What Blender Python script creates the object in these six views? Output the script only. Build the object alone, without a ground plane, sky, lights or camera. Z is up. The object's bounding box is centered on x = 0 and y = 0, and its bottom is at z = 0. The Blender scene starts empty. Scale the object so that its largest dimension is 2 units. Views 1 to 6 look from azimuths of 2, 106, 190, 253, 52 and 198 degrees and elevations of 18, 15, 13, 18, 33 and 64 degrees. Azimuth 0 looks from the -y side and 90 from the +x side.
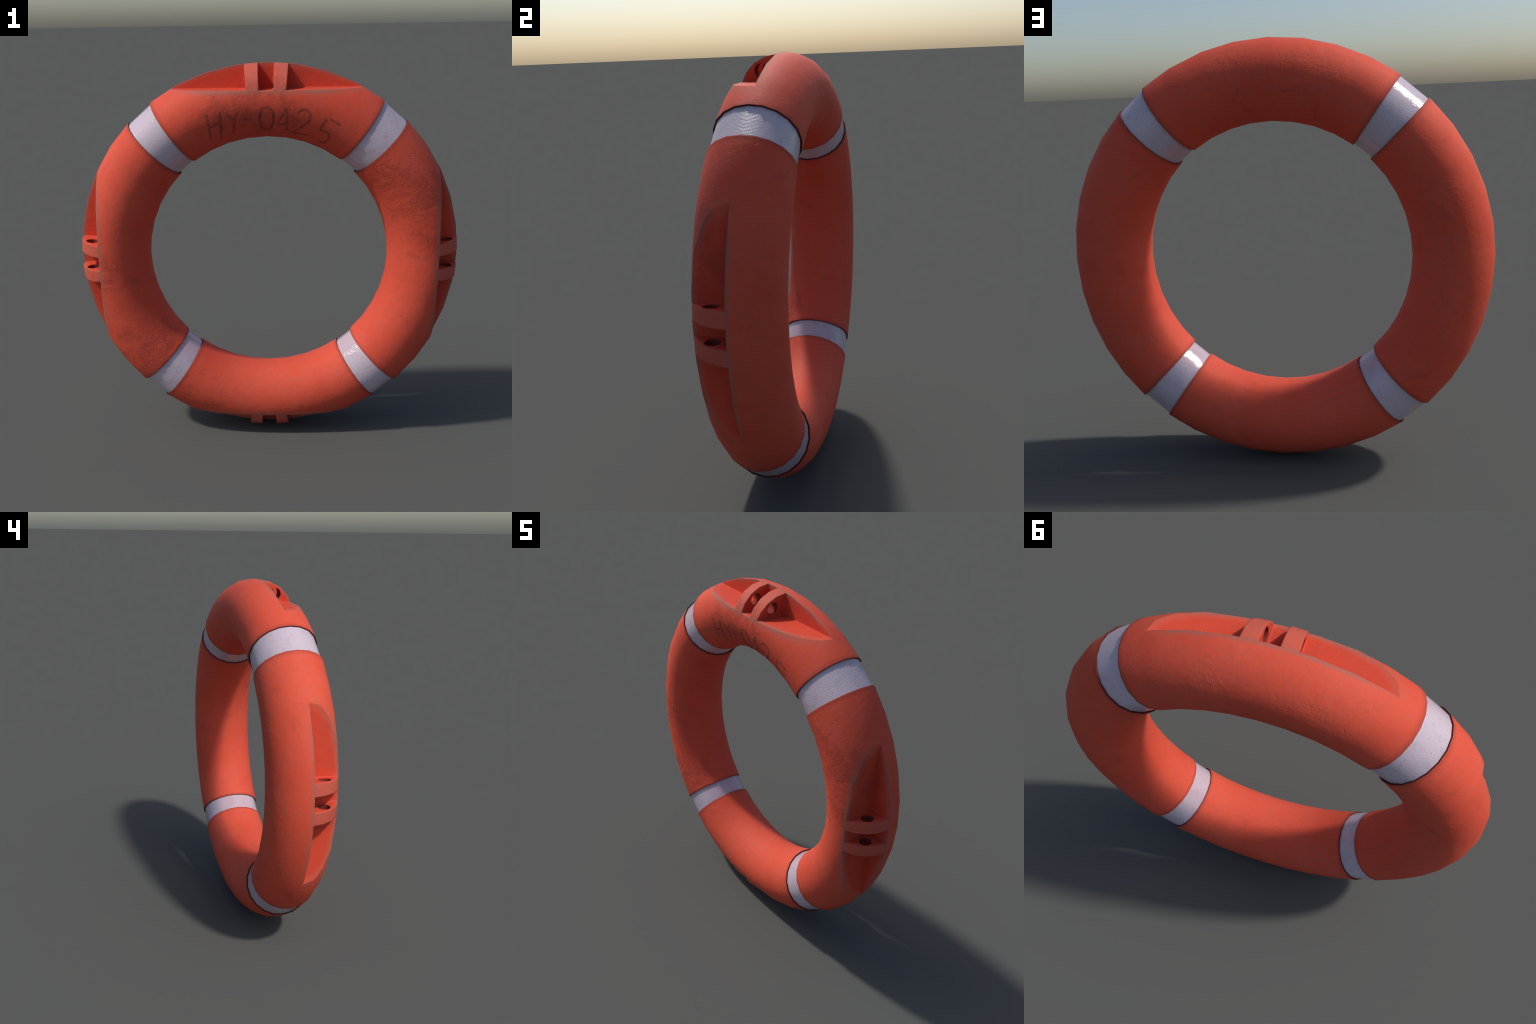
"""An orange foam ring buoy standing upright: a faceted torus of four foam arcs,
four pale woven bands sunk between them, a straight-cut notch in the outer front
quarter of every arc with two pierced rope guides bridging it, and a hand-written
registration mark on the top arc."""
import bpy, bmesh, math
from math import sin, cos, radians, pi
from mathutils import Vector, Matrix
from mathutils.bvhtree import BVHTree

# ------------------------------------------------------------------ sizes (m)
RING = 0.8155          # radius of the ring's centre line
TUBE = 0.1845          # radius of the tube
BAND_TUBE = 0.1770     # the bands lie a little deeper
STEP, SIDES = 9, 20    # the moulding's facets: 9 degrees along, 20 around
FLOOR = 0.874          # notch floor: distance of the flat cut from the centre
CENTRE = Vector((0.0, 0.0, 1.0))
GUIDE_IN, GUIDE_OUT = radians(2.38), radians(6.28)   # a rope guide's extent along the ring
FACET = cos(radians(STEP / 2)) / cos(radians(STEP / 2) - GUIDE_IN) + 0.0004   # guides lie flush with the facets
HOLE_AT, HOLE_Y, HOLE_R = 0.927, -0.077, 0.0325


def on_ring(theta, phi, tube=TUBE):
    """theta along the ring from the top towards +x, phi around the tube (0 out, 90 back)."""
    r = RING + tube * cos(phi)
    return CENTRE + Vector((r * sin(theta), tube * sin(phi), r * cos(theta)))


def ring_normal(p):
    q = p - CENTRE
    flat = Vector((q.x, 0, q.z)).normalized() * RING
    return (q - flat).normalized()


def tube_radius(p):
    q = p - CENTRE
    return (q - Vector((q.x, 0, q.z)).normalized() * RING).length


# ------------------------------------------------------------------ shader helpers
class Graph:
    def __init__(self, name):
        self.mat = bpy.data.materials.new(name)
        self.mat.use_nodes = True
        self.tree = self.mat.node_tree
        self.tree.nodes.clear()
        self.out = self.node("ShaderNodeOutputMaterial")
        self.bsdf = self.node("ShaderNodeBsdfPrincipled")
        self.link(self.bsdf.outputs[0], self.out.inputs[0])
        self.obj = self.node("ShaderNodeTexCoord").outputs["Object"]

    def node(self, kind, **props):
        n = self.tree.nodes.new(kind)
        for k, v in props.items():
            setattr(n, k, v)
        return n

    def link(self, a, b):
        self.tree.links.new(a, b)

    def put(self, socket, value):
        if hasattr(value, "is_output"):
            self.link(value, socket)
        else:
            socket.default_value = value

    def math(self, op, a, b=0.0, c=0.0, clamp=False):
        n = self.node("ShaderNodeMath", operation=op, use_clamp=clamp)
        for s, v in zip(n.inputs, (a, b, c)):
            self.put(s, v)
        return n.outputs[0]

    def step(self, x, lo, hi, to_lo=0.0, to_hi=1.0):
        n = self.node("ShaderNodeMapRange", interpolation_type="SMOOTHSTEP")
        for s, v in zip(n.inputs, (x, lo, hi, to_lo, to_hi)):
            self.put(s, v)
        return n.outputs[0]

    def noise(self, scale, detail=4.0, rough=0.55, distortion=0.0, at=None, stretch=None, shift=None):
        v = at or self.obj
        if stretch or shift:
            m = self.node("ShaderNodeMapping")
            self.link(v, m.inputs[0])
            if stretch:
                m.inputs["Scale"].default_value = stretch
            if shift:
                m.inputs["Location"].default_value = shift
            v = m.outputs[0]
        n = self.node("ShaderNodeTexNoise")
        self.link(v, n.inputs["Vector"])
        n.inputs["Scale"].default_value = scale
        n.inputs["Detail"].default_value = detail
        n.inputs["Roughness"].default_value = rough
        n.inputs["Distortion"].default_value = distortion
        return n.outputs["Fac"]

    def mix(self, fac, a, b, mode="MIX"):
        n = self.node("ShaderNodeMix", data_type="RGBA", blend_type=mode)
        self.put(n.inputs["Factor"], fac)
        for s, v in ((n.inputs[6], a), (n.inputs[7], b)):
            self.put(s, v if hasattr(v, "is_output") else (*v, 1.0))
        return n.outputs[2]

    def bump(self, height, distance, strength=1.0, normal=None):
        n = self.node("ShaderNodeBump")
        n.inputs["Strength"].default_value = strength
        n.inputs["Distance"].default_value = distance
        self.link(height, n.inputs["Height"])
        if normal:
            self.link(normal, n.inputs["Normal"])
        return n.outputs[0]

    def bevel(self, radius, samples=6):
        n = self.node("ShaderNodeBevel", samples=samples)
        n.inputs["Radius"].default_value = radius
        return n.outputs[0]

    def dot(self, a, b):
        n = self.node("ShaderNodeVectorMath", operation="DOT_PRODUCT")
        self.link(a, n.inputs[0]); self.link(b, n.inputs[1])
        return n.outputs["Value"]

    def ring_coordinates(self):
        """Signed x, y, height over the hub, distance from hub, tube radius, folded angle, notch height."""
        s = self.node("ShaderNodeSeparateXYZ")
        self.link(self.obj, s.inputs[0])
        x, y = s.outputs[0], s.outputs[1]
        z = self.math("SUBTRACT", s.outputs[2], CENTRE.z)
        hub = self.math("SQRT", self.math("ADD", self.math("MULTIPLY", x, x), self.math("MULTIPLY", z, z)))
        d = self.math("SUBTRACT", hub, RING)
        tube = self.math("SQRT", self.math("ADD", self.math("MULTIPLY", d, d), self.math("MULTIPLY", y, y)))
        ax, az = self.math("ABSOLUTE", x), self.math("ABSOLUTE", z)
        angle = self.math("MULTIPLY", self.math("ARCTAN2", ax, az), 180 / pi)
        return dict(x=x, y=y, z=z, hub=hub, d=d, tube=tube, angle=angle,
                    reach=self.math("MAXIMUM", ax, az))

    def spot(self, centre, radius):
        """1 at a place on the object falling to 0 at a radius."""
        n = self.node("ShaderNodeVectorMath", operation="DISTANCE")
        self.link(self.obj, n.inputs[0])
        n.inputs[1].default_value = centre
        return self.step(n.outputs["Value"], radius * 0.3, radius, 1.0, 0.0)


ORANGE = (0.655, 0.088, 0.046)
DEEP = (0.61, 0.070, 0.034)
BROWN = (0.33, 0.050, 0.034)
WORN = (0.37, 0.115, 0.085)
PINK = (0.60, 0.120, 0.092)


def foam_material(name, guide=False, ink=False):
    g = Graph(name)
    k = g.ring_coordinates()
    broad = g.noise(3.2, 4, 0.55)
    patch = g.noise(9.0, 6, 0.62, 0.4, shift=(3, 1, 7))
    fine = g.noise(60, 5, 0.65, shift=(1, 9, 2))
    col = g.mix(g.step(broad, 0.35, 0.7), ORANGE, DEEP)
    # faint chalky scuffs and pinkish flecks
    col = g.mix(g.math("MULTIPLY", g.step(patch, 0.5, 0.75), 0.25), col, PINK)
    col = g.mix(g.math("MULTIPLY", g.step(g.noise(36, 4, 0.6, shift=(7, 3, 3)), 0.42, 0.68), 0.42), col, (0.52, 0.092, 0.062))
    # faint streaks running along the ring, and a deeper red inside the notches
    lane = g.node("ShaderNodeCombineXYZ")
    g.link(g.math("MULTIPLY", g.math("ARCTAN2", k["x"], k["z"]), 0.10), lane.inputs[0])
    g.link(g.math("MULTIPLY", g.math("ARCTAN2", k["y"], k["d"]), TUBE), lane.inputs[1])
    streak = g.noise(48, 4, 0.65, at=lane.outputs[0])
    col = g.mix(g.math("MULTIPLY", g.step(streak, 0.45, 0.7), 0.35), col, (0.55, 0.086, 0.056))
    inside = g.step(g.math("SUBTRACT", TUBE, k["tube"]), 0.010, 0.030)
    col = g.mix(g.math("MULTIPLY", inside, 0.6), col, (0.57, 0.052, 0.024))
    fleck = g.step(g.noise(95, 2, 0.5, shift=(4, 4, 4)), 0.69, 0.78)
    col = g.mix(g.math("MULTIPLY", fleck, 0.5), col, (0.56, 0.15, 0.18))
    # handled places, where the skin is grimy and pitted; elsewhere it is nearly clean
    places = [((0.80, -0.16, 1.28), 0.30), ((0.60, -0.19, 1.42), 0.20), ((-0.60, -0.17, 0.46), 0.34),
              ((0.0, -0.20, 1.80), 0.30), ((-0.22, -0.18, 1.76), 0.16), ((-0.86, -0.15, 0.95), 0.16),
              ((-0.34, -0.10, 0.20), 0.16), ((0.15, 0.18, 1.82), 0.20), ((-0.20, 0.18, 1.80), 0.22),
              ((-0.75, 0.18, 1.30), 0.16)]
    where = None
    for c, r in places:
        s = g.spot(c, r)
        where = s if where is None else g.math("MAXIMUM", where, s)
    grime_noise = g.noise(8.5, 7, 0.68, 0.6, shift=(8, 2, 5))
    front = g.step(k["y"], -0.02, 0.06, 1.0, 0.0)
    grime = g.step(g.math("ADD", grime_noise, g.math("MULTIPLY", g.math("MULTIPLY", where, front), 0.17)), 0.56, 0.76)
    col = g.mix(g.math("MULTIPLY", grime, 0.46), col, BROWN)
    col = g.mix(g.math("MULTIPLY", g.step(fine, 0.45, 0.75), 0.12), col, BROWN)
    # soft occlusion shade painted into the colour where the foam meets the bands
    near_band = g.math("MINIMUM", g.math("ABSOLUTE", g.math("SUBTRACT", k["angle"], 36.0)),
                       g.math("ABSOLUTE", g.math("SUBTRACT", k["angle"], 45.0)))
    band_shade = g.step(g.math("ADD", near_band, g.math("MULTIPLY", patch, -0.8)), -0.4, 1.6, 0.45, 0.0)
    col = g.mix(band_shade, col, (0.22, 0.036, 0.026))
    # grey rubbed edges of the notch
    shell = g.step(g.math("SUBTRACT", TUBE, k["tube"]), 0.006, 0.020, 1.0, 0.0)
    lip_back = g.math("MULTIPLY", g.step(k["y"], 0.004, 0.024, 1.0, 0.0), g.step(k["y"], -0.006, -0.004))
    lip_back = g.math("MULTIPLY", lip_back, g.step(k["reach"], FLOOR - 0.004, FLOOR + 0.010))
    lip_front = g.math("MULTIPLY", g.step(k["reach"], FLOOR - 0.032, FLOOR - 0.004), g.step(k["reach"], FLOOR + 0.004, FLOOR + 0.008, 1.0, 0.0))
    lip_front = g.math("MULTIPLY", lip_front, g.step(k["y"], -0.010, 0.005, 1.0, 0.0))
    lip = g.math("MULTIPLY", shell, g.math("MAXIMUM", lip_back, lip_front))
    along = g.math("MINIMUM", k["angle"], g.math("SUBTRACT", 90.0, k["angle"]))
    lip = g.math("MULTIPLY", lip, g.step(along, 19, 29, 1.0, 0.25))
    lip = g.math("MULTIPLY", lip, g.step(patch, 0.3, 0.6, 0.5, 0.92))
    col = g.mix(lip, col, WORN)
    if guide:
        g_edge = g.step(g.dot(g.bevel(0.010), g.node("ShaderNodeNewGeometry").outputs["True Normal"]), 0.80, 0.97, 1.0, 0.0)
        outer = g.step(k["tube"], TUBE - 0.014, TUBE - 0.004)
        col = g.mix(g.math("MAXIMUM", g.math("MULTIPLY", outer, 0.42), g.math("MULTIPLY", g_edge, 0.4)), col, WORN)
    if ink:
        fade = g.noise(48, 6, 0.7, shift=(2, 2, 9))
        col = g.mix(g.step(fade, 0.3, 0.7, 0.72, 0.22), col, (0.080, 0.024, 0.026))
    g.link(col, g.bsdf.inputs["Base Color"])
    # fine relief: faint pitting everywhere, gouges and wrinkles in the handled places
    normal = None if ink else g.bevel(0.008)
    soft = g.noise(22, 3, 0.5, 0.2)
    pit = g.noise(90, 3, 0.6)
    h = g.math("ADD", g.math("MULTIPLY", soft, 0.24), g.math("MULTIPLY", pit, 0.10))
    warp = g.node("ShaderNodeVectorMath", operation="MULTIPLY_ADD")
    wn = g.node("ShaderNodeTexNoise")
    g.link(g.obj, wn.inputs["Vector"]); wn.inputs["Scale"].default_value = 9
    g.link(wn.outputs["Color"], warp.inputs[0])
    warp.inputs[1].default_value = (0.12, 0.12, 0.12)
    g.link(g.obj, warp.inputs[2])
    cell = g.node("ShaderNodeTexVoronoi", feature="DISTANCE_TO_EDGE")
    g.link(warp.outputs[0], cell.inputs["Vector"]); cell.inputs["Scale"].default_value = 17
    where_cut = g.step(g.math("ADD", g.noise(11, 3, 0.5, shift=(6, 0, 3)), g.math("MULTIPLY", where, 0.07)), 0.62, 0.67)
    cut = g.math("MULTIPLY", g.step(cell.outputs["Distance"], 0.0, 0.05, 1.0, 0.0), where_cut)
    rough_where = g.math("MULTIPLY", where, g.step(grime_noise, 0.4, 0.6))
    coarse = g.math("MULTIPLY", g.noise(52, 5, 0.62, 0.25, shift=(5, 5, 0)), g.math("MULTIPLY_ADD", rough_where, 0.42, 0.10))
    h = g.math("ADD", h, coarse)
    h = g.math("SUBTRACT", h, g.math("MULTIPLY", cut, 0.13))
    g.link(g.bump(h, 0.010, 0.5, normal), g.bsdf.inputs["Normal"])
    g.bsdf.inputs["Roughness"].default_value = 0.66
    g.bsdf.inputs["Specular IOR Level"].default_value = 0.16
    return g.mat


def plain_material(name, colour, rough=0.8, spec=0.15):
    g = Graph(name)
    n = g.noise(30, 4)
    g.link(g.mix(n, tuple(c * 0.7 for c in colour), tuple(c * 1.2 for c in colour)), g.bsdf.inputs["Base Color"])
    g.bsdf.inputs["Roughness"].default_value = rough
    g.bsdf.inputs["Specular IOR Level"].default_value = spec
    return g.mat


def band_material(name):
    g = Graph(name)
    k = g.ring_coordinates()
    # weave runs around the tube: u along the ring, v around the tube
    theta = g.math("MULTIPLY", g.math("ARCTAN2", k["x"], k["z"]), RING)
    phi = g.math("MULTIPLY", g.math("ARCTAN2", k["y"], k["d"]), BAND_TUBE)
    uv = g.node("ShaderNodeCombineXYZ")
    sway = g.noise(18, 3, 0.6, shift=(3, 8, 3))
    g.link(g.math("MULTIPLY_ADD", sway, 0.005, phi), uv.inputs[0])
    g.link(g.math("MULTIPLY_ADD", g.noise(26, 3, 0.6), 0.004, theta), uv.inputs[1])
    brick = g.node("ShaderNodeTexBrick", offset=0.5)
    g.link(uv.outputs[0], brick.inputs["Vector"])
    for n, v in (("Scale", 1.0), ("Mortar Size", 0.0016), ("Mortar Smooth", 1.0), ("Brick Width", 0.014), ("Row Height", 0.0058)):
        brick.inputs[n].default_value = v
    weave = g.math("SUBTRACT", 1.0, brick.outputs["Fac"])
    wear = g.noise(14, 5, 0.6, 0.3)
    cloud = g.noise(6, 4, 0.6)
    col = g.mix(cloud, (0.49, 0.41, 0.475), (0.56, 0.455, 0.51))
    col = g.mix(g.math("MULTIPLY", g.step(wear, 0.48, 0.72), 0.35), col, (0.34, 0.31, 0.37))
    blot = g.math("MULTIPLY", g.step(g.noise(75, 2, 0.5, shift=(2, 7, 1)), 0.62, 0.72), 0.55)
    col = g.mix(blot, col, (0.62, 0.21, 0.24))
    worn_weave = g.step(g.noise(8, 4, 0.6, shift=(5, 1, 4)), 0.38, 0.62, 0.30, 1.0)
    raised = g.spot((0.62, -0.06, 1.64), 0.34)      # the tape that has kept most of its texture
    worn_weave = g.math("MULTIPLY_ADD", g.math("MULTIPLY", raised, g.step(wear, 0.3, 0.6, 0.3, 1.3)), worn_weave)
    gaps = g.math("MULTIPLY", brick.outputs["Fac"], worn_weave)
    col = g.mix(g.math("MULTIPLY", gaps, 0.16), col, (0.28, 0.25, 0.31))
    inner = g.step(k["d"], -0.10, -0.17)
    col = g.mix(g.math("MULTIPLY", inner, 0.3), col, (0.50, 0.28, 0.30))
    g.link(col, g.bsdf.inputs["Base Color"])
    h = g.math("SUBTRACT", g.math("MULTIPLY", g.noise(140, 3, 0.6), 0.75), g.math("MULTIPLY", gaps, 0.55))
    h = g.math("ADD", h, g.math("MULTIPLY", g.noise(60, 3, 0.6, shift=(1, 1, 6)), g.math("MULTIPLY", g.step(wear, 0.45, 0.7), 0.9)))
    g.link(g.bump(h, 0.0022, 0.6), g.bsdf.inputs["Normal"])
    g.link(g.math("MULTIPLY_ADD", raised, 0.42, 0.09), g.bsdf.inputs["Roughness"])
    g.bsdf.inputs["Specular IOR Level"].default_value = 0.5
    return g.mat


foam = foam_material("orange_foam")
guide_foam = foam_material("rubbed_orange_foam", guide=True)
ink = foam_material("faded_marker_ink", ink=True)
dark = plain_material("shaded_foam_edge", (0.09, 0.017, 0.014))  # end faces beside the bands: their shade painted as a dark base colour
bore_foam = plain_material("shaded_foam_bore", (0.26, 0.042, 0.032), spec=0.04)  # shade inside the guide holes, painted into the bore's colour
weave = band_material("pale_woven_tape")


# ------------------------------------------------------------------ mesh helpers
def mesh_object(name, bm, materials, parent):
    me = bpy.data.meshes.new(name)
    bm.normal_update()
    bm.to_mesh(me)
    bm.free()
    for m in materials:
        me.materials.append(m)
    ob = bpy.data.objects.new(name, me)
    bpy.context.collection.objects.link(ob)
    ob.parent = parent
    return ob


def boolean(ob, cutter):
    mod = ob.modifiers.new("cut", "BOOLEAN")
    mod.operation, mod.solver, mod.object = "DIFFERENCE", "EXACT", cutter
    graph = bpy.context.evaluated_depsgraph_get()
    me = bpy.data.meshes.new_from_object(ob.evaluated_get(graph))
    ob.modifiers.clear()
    old = ob.data
    ob.data = me
    name = old.name
    bpy.data.meshes.remove(old)
    me.name = name
    gone = cutter.data
    bpy.data.objects.remove(cutter)
    bpy.data.meshes.remove(gone)


def helper(bm):
    return mesh_object("helper", bm, [], None)


def tube_arc(first, last, tube):
    """Closed faceted arc of the ring; end caps get material slot 1."""
    bm = bmesh.new()
    rings = [[bm.verts.new(on_ring(radians(t), radians(s * 360 / SIDES), tube)) for s in range(SIDES)]
             for t in range(first, last + 1, STEP)]
    for a, b in zip(rings, rings[1:]):
        for i in range(SIDES):
            j = (i + 1) % SIDES
            bm.faces.new((a[i], a[j], b[j], b[i]))
    for r in (rings[0], rings[-1]):
        bm.faces.new(r).material_index = 1
    bmesh.ops.recalc_face_normals(bm, faces=bm.faces)
    return bm


def turned(turn):
    """Frame of a quarter: its notch points up +z from the hub."""
    return Matrix.Translation(CENTRE) @ Matrix.Rotation(turn, 4, "Y")


def notch_cutter(turn):
    """Three radial wedges; the gaps left between them are the two rope guides."""
    bm = bmesh.new()
    for t0, t1 in ((-GUIDE_OUT, -radians(40)), (GUIDE_IN, -GUIDE_IN), (radians(40), GUIDE_OUT)):
        rows = []
        for y in (-0.4, 0.0):
            rows.append([bm.verts.new((z * math.tan(t), y, z)) for z, t in ((FLOOR, t0), (FLOOR, t1), (1.25, t1), (1.25, t0))])
        for i in range(4):
            j = (i + 1) % 4
            bm.faces.new((rows[0][i], rows[0][j], rows[1][j], rows[1][i]))
        bm.faces.new(rows[0]); bm.faces.new(rows[1])
    bmesh.ops.recalc_face_normals(bm, faces=bm.faces)
    bm.transform(turned(turn))
    return helper(bm)


def hole_cutter(turn, sign):
    mid = sign * (GUIDE_IN + GUIDE_OUT) / 2
    bm = bmesh.new()
    bmesh.ops.create_cone(bm, cap_ends=True, segments=16, radius1=HOLE_R, radius2=HOLE_R, depth=0.11)
    bm.transform(turned(turn) @ Matrix.Rotation(mid, 4, "Y") @ Matrix.Translation((0, HOLE_Y, HOLE_AT)) @ Matrix.Rotation(pi / 2, 4, "Y"))
    return helper(bm)


def fillet(bm, turn, theta, side, size=0.012, steps=5):
    """Concave fillet along the foot and the back of a guide's side face; returns its corner normals."""
    along = Vector((cos(theta), 0, -sin(theta))) * side
    up = Vector((sin(theta), 0, cos(theta)))
    fwd = Vector((0, -1, 0))
    floor = FLOOR / cos(theta)
    foot_y = -math.sqrt(TUBE ** 2 - (floor - RING) ** 2) * cos(radians(4)) + 0.007
    top = (RING + TUBE) * FACET
    line = [(up * floor + fwd * -foot_y, up, 0.35), (up * floor, up + fwd, 1.0), (up * (top - 0.006), fwd, 0.35)]
    frame = turned(turn)
    spin = frame.to_3x3()
    made = []
    for (p, lift_p, size_p), (q, lift_q, size_q), n in zip(line, line[1:], (up, fwd)):
        strip = []
        for base, lift, scale in ((p, lift_p, size_p), (q, lift_q, size_q)):
            row = []
            for s in range(steps + 1):
                a = s / steps * pi / 2
                co = base + along * (size * scale * (1 - sin(a)) + 0.0002) + lift * (size * scale * (1 - cos(a)) + 0.0002)
                row.append((bm.verts.new(frame @ co), (spin @ (n * cos(a) + along * sin(a))).normalized()))
            strip.append(row)
        for s in range(steps):
            quad = (strip[0][s], strip[0][s + 1], strip[1][s + 1], strip[1][s])
            f = bm.faces.new([v for v, _ in quad])
            f.normal_update()
            ns = [m for _, m in quad]
            if f.normal.dot(ns[0]) < 0:
                f.normal_flip()
            made.append((f, {v: m for v, m in quad}))
    return made


def split_off(arc_bm, keep):
    bm = arc_bm.copy()
    bmesh.ops.delete(bm, geom=[f for f in bm.faces if not keep(f)], context="FACES")
    return bm


# ------------------------------------------------------------------ the buoy
buoy = bpy.data.objects.new("ring_buoy", None)
bpy.context.collection.objects.link(buoy)
buoy["label"] = "worn orange foam life ring with four pale bands"
buoy["category"] = "life buoy"

SKIN = TUBE * cos(radians(180 / SIDES)) * 0.985     # anything deeper than this is a cut face

arcs = []
for quarter, (first, last) in enumerate(((-36, 36), (45, 135), (144, 216), (225, 315))):
    turn = quarter * pi / 2
    frame = turned(turn)
    back = frame.inverted()
    bm = tube_arc(first, last, TUBE)
    # score the skin along the notch's outline so that every cut starts on an edge
    for t in (-GUIDE_OUT, -GUIDE_IN, GUIDE_IN, GUIDE_OUT):
        bmesh.ops.bisect_plane(bm, geom=[*bm.verts, *bm.edges, *[f for f in bm.faces if f.material_index == 0]], dist=1e-6,
                               plane_co=CENTRE, plane_no=frame.to_3x3() @ Vector((cos(t), 0, -sin(t))))
    near = [f for f in bm.faces if abs((back @ f.calc_center_median()).x) < 0.15 and (back @ f.calc_center_median()).y < 0]
    bmesh.ops.bisect_plane(bm, geom=[*near, *{e for f in near for e in f.edges}, *{v for f in near for v in f.verts}], dist=1e-6,
                           plane_co=frame @ Vector((0, 0, FLOOR)), plane_no=frame.to_3x3() @ Vector((0, 0, 1)))
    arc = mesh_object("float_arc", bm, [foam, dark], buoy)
    boolean(arc, notch_cutter(turn))
    for sign in (-1, 1):
        boolean(arc, hole_cutter(turn, sign))
    whole = bmesh.new()
    whole.from_mesh(arc.data)

    def guide_side(f):
        c = back @ f.calc_center_median()
        t = math.atan2(c.x, c.z)
        inside = GUIDE_IN - 1e-4 < abs(t) < GUIDE_OUT + 1e-4
        return (1 if t > 0 else -1) if inside and c.y < -1e-4 and c.z > FLOOR + 1e-4 else 0

    def corner_normals(me):
        out = []
        for p in me.polygons:
            p.use_smooth = True
            on_skin = p.material_index == 0 and all(tube_radius(me.vertices[v].co) > SKIN for v in p.vertices)
            c = back @ Vector(p.center)
            mid = math.copysign((GUIDE_IN + GUIDE_OUT) / 2, c.x)
            bore = Vector((cos(mid), 0, -sin(mid)))
            hub = Vector((sin(mid), 0, cos(mid))) * HOLE_AT + Vector((0, HOLE_Y, 0))
            n_local = back.to_3x3() @ p.normal
            in_bore = abs(n_local.dot(bore)) < 0.05 and (c - hub - bore * (c - hub).dot(bore)).length < HOLE_R * 1.02 and c.z > FLOOR + 0.01 and c.y < -0.01
            for v in p.vertices:
                co = me.vertices[v].co
                if on_skin:
                    out.append(ring_normal(co))
                elif in_bore:
                    p.material_index = 1
                    q = back @ co - hub
                    out.append((frame.to_3x3() @ -(q - bore * q.dot(bore))).normalized())
                else:
                    out.append(p.normal.copy())
        return out

    for sign in (-1, 1):
        part = split_off(whole, lambda f: guide_side(f) == sign)
        me = bpy.data.meshes.new("rope_guide")
        part.to_mesh(me)
        part.free()
        me.materials.append(guide_foam)
        me.materials.append(bore_foam)
        normals = corner_normals(me)
        bm = bmesh.new()
        bm.from_mesh(me)
        made = [m for t, s in ((GUIDE_IN, -1), (GUIDE_OUT, 1)) for m in fillet(bm, turn, sign * t, s * sign)]
        bm.faces.index_update()
        for f, by_vertex in made:
            normals += [by_vertex[l.vert] for l in f.loops]
        bm.to_mesh(me)
        bm.free()
        me.polygons.foreach_set("use_smooth", [True] * len(me.polygons))
        me.normals_split_custom_set(normals)
        guide = bpy.data.objects.new("rope_guide", me)
        bpy.context.collection.objects.link(guide)
        guide.parent = arc
    rest = split_off(whole, lambda f: guide_side(f) == 0)
    rest.to_mesh(arc.data)
    rest.free()
    whole.free()
    arc.data.normals_split_custom_set(corner_normals(arc.data))
    arcs.append(arc)

# ------------------------------------------------------------------ woven bands
for first in (36, 135, 216, 315):
    bm = bmesh.new()
    ends = [[on_ring(radians(first + STEP * e), radians(s * 360 / SIDES), BAND_TUBE) for s in range(SIDES)] for e in (0, 1)]
    rows = []
    for f in (-0.05, 0.0, 0.25, 0.5, 0.75, 1.0, 1.05):   # straight between its two ends, tucked under the foam
        rows.append([bm.verts.new(p.lerp(q, f)) for p, q in zip(*ends)])
    for a, b in zip(rows, rows[1:]):
        for i in range(SIDES):
            j = (i + 1) % SIDES
            bm.faces.new((a[i], a[j], b[j], b[i]))
    bm.faces.new(rows[0]); bm.faces.new(rows[-1])
    bmesh.ops.recalc_face_normals(bm, faces=bm.faces)
    band = mesh_object("woven_band", bm, [weave], buoy)
    axis = Vector((cos(radians(first + 4.5)), 0, -sin(radians(first + 4.5))))
    middle = CENTRE + Vector((sin(radians(first + 4.5)), 0, cos(radians(first + 4.5)))) * RING
    me = band.data
    ns = []
    for p in me.polygons:
        p.use_smooth = True
        for li in p.loop_indices:
            q = me.vertices[me.loops[li].vertex_index].co - middle
            ns.append(p.normal.copy() if len(p.vertices) > 4 else (q - axis * q.dot(axis)).normalized())
    me.normals_split_custom_set(ns)

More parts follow.
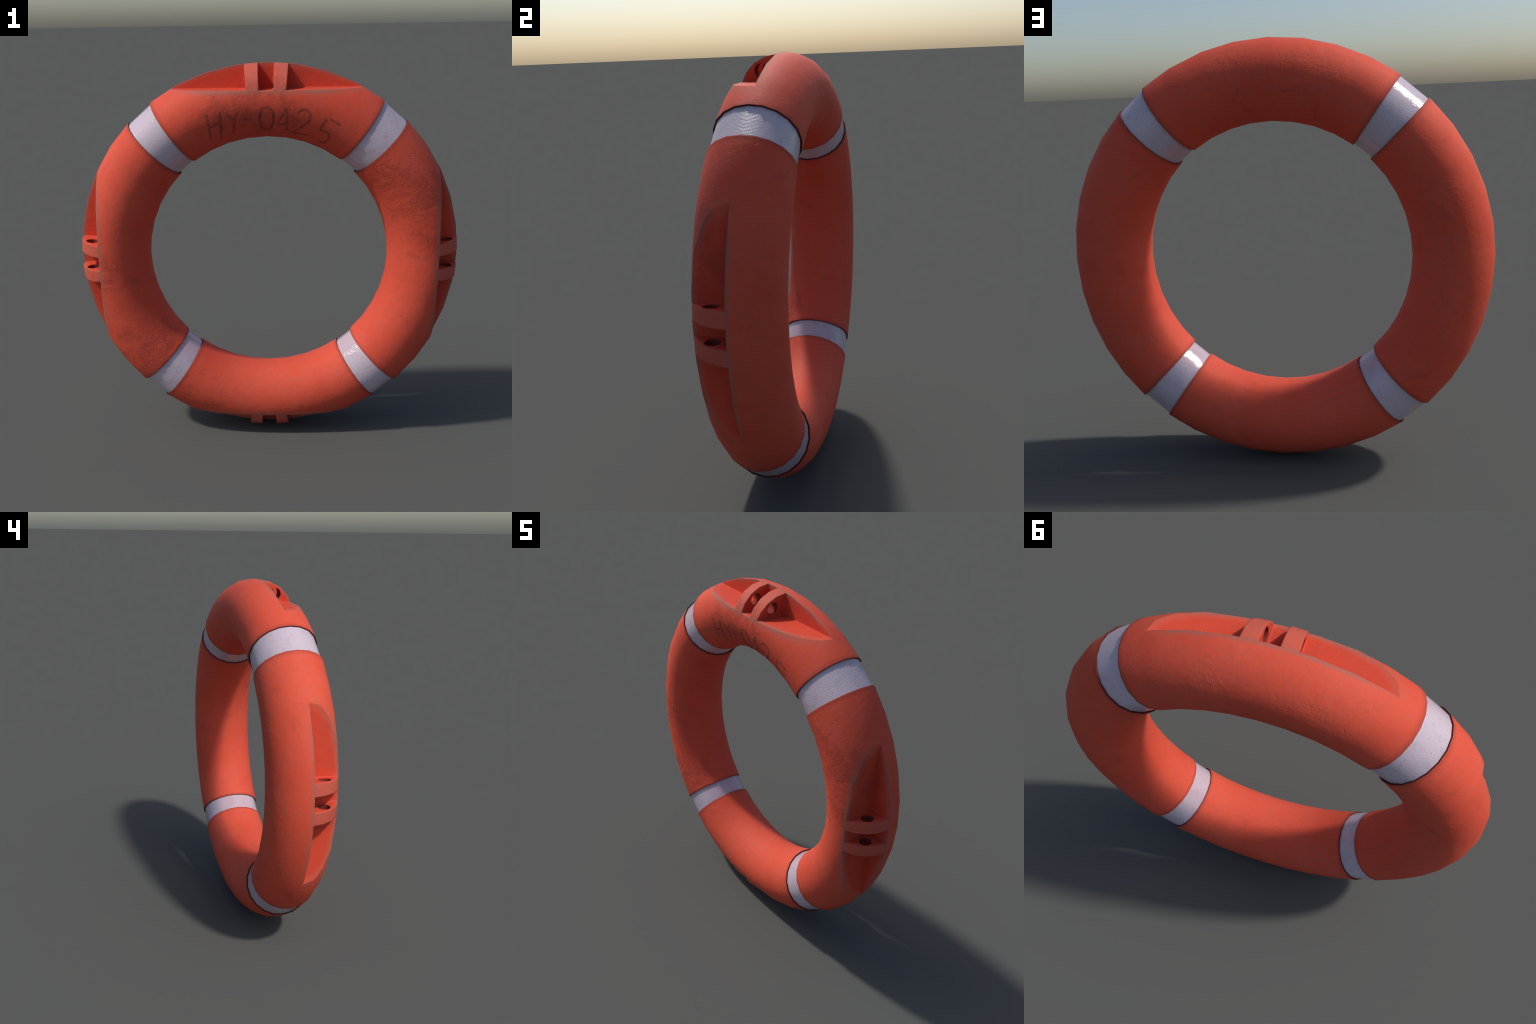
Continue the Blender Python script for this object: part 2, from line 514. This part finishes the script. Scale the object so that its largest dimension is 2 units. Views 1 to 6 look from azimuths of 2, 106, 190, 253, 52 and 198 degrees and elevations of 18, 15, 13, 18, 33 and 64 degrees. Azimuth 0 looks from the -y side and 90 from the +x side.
# ------------------------------------------------------------------ hand-written mark
# strokes as (degrees along the ring, degrees around the tube)
MARK = {
    "H": [[(-20.7, -88.8), (-21.6, -106.8), (-23.0, -128.8)], [(-16.2, -92.0), (-17.2, -110.9), (-19.0, -135.9)],
          [(-21.1, -109.6), (-19.1, -109.1), (-17.3, -110.3)]],
    "Y": [[(-14.0, -97.7), (-13.1, -103.6), (-12.2, -109.7)], [(-9.8, -97.4), (-11.7, -109.4), (-13.8, -135.9)]],
    "-": [[(-8.6, -112.5), (-7.2, -113.2), (-5.8, -113.7)]],
    "0": [[(-0.1, -95.3), (-1.7, -100.1), (-2.5, -114.5), (-2.0, -129.2), (0.2, -136.3), (2.1, -128.4), (2.8, -115.5),
           (2.2, -103.1), (1.0, -96.7), (-0.1, -95.3)]],
    "4": [[(7.0, -95.9), (5.8, -109.0), (4.3, -124.0), (6.3, -122.8), (8.3, -120.5)], [(7.0, -95.9), (7.7, -113.7), (8.2, -135.6)]],
    "2": [[(11.2, -101.1), (12.2, -95.1), (14.1, -93.3), (15.6, -98.9), (15.7, -109.7), (13.7, -122.6), (11.2, -137.5),
           (14.5, -136.7), (18.2, -134.7)]],
    "5": [[(21.6, -96.3), (21.2, -106.5), (21.1, -117.1), (23.2, -117.6), (25.1, -120.3), (25.4, -130.5), (24.3, -140.6),
           (21.8, -138.9)], [(22.6, -96.0), (24.5, -96.5), (26.5, -96.6)]],
}


def catmull(points, per=10):
    pts = [points[0], *points, points[-1]]
    out = []
    for p0, p1, p2, p3 in zip(pts, pts[1:], pts[2:], pts[3:]):
        for s in range(per):
            t = s / per
            out.append(tuple(0.5 * (2 * b + (c - a) * t + (2 * a - 5 * b + 4 * c - d) * t * t + (3 * b - a - 3 * c + d) * t ** 3)
                             for a, b, c, d in zip(p0, p1, p2, p3)))
    out.append(tuple(points[-1]))
    return out


surface_bm = bmesh.new()
surface_bm.from_mesh(arcs[0].data)
surface = BVHTree.FromBMesh(surface_bm)
surface_bm.free()


def on_surface(p, lift):
    n = ring_normal(p)
    hit, _, _, _ = surface.ray_cast(p + n * 0.03, -n)
    return (hit or p) + n * lift


def stroke(bm, points, width=0.0145):
    path = [on_ring(radians(t), radians(f)) for t, f in catmull(points)]
    rows = []
    for i, p in enumerate(path):
        tangent = (path[min(i + 1, len(path) - 1)] - path[max(i - 1, 0)]).normalized()
        across = tangent.cross(ring_normal(p)).normalized()
        end = min(i, len(path) - 1 - i)
        w = width / 2 * min(1.0, 0.55 + 0.2 * end) * (1 + 0.15 * sin(i * 0.9 + p.x * 40))
        rows.append([bm.verts.new(on_surface(p + across * w * s, h))
                     for s, h in ((-1, -0.0006), (-0.75, 0.0007), (0, 0.0009), (0.75, 0.0007), (1, -0.0006))])
    for a, b in zip(rows, rows[1:]):
        for i in range(4):
            bm.faces.new((a[i], a[i + 1], b[i + 1], b[i]))


for letter, strokes in MARK.items():
    bm = bmesh.new()
    for s in strokes:
        stroke(bm, s)
    bmesh.ops.recalc_face_normals(bm, faces=bm.faces)
    for f in bm.faces:
        f.normal_update()
        if f.normal.dot(ring_normal(f.calc_center_median())) < 0:
            f.normal_flip()
    ob = mesh_object("mark_character", bm, [ink], arcs[0])
    for p in ob.data.polygons:
        p.use_smooth = True
    ob.data.normals_split_custom_set([ring_normal(ob.data.vertices[l.vertex_index].co) for l in ob.data.loops])
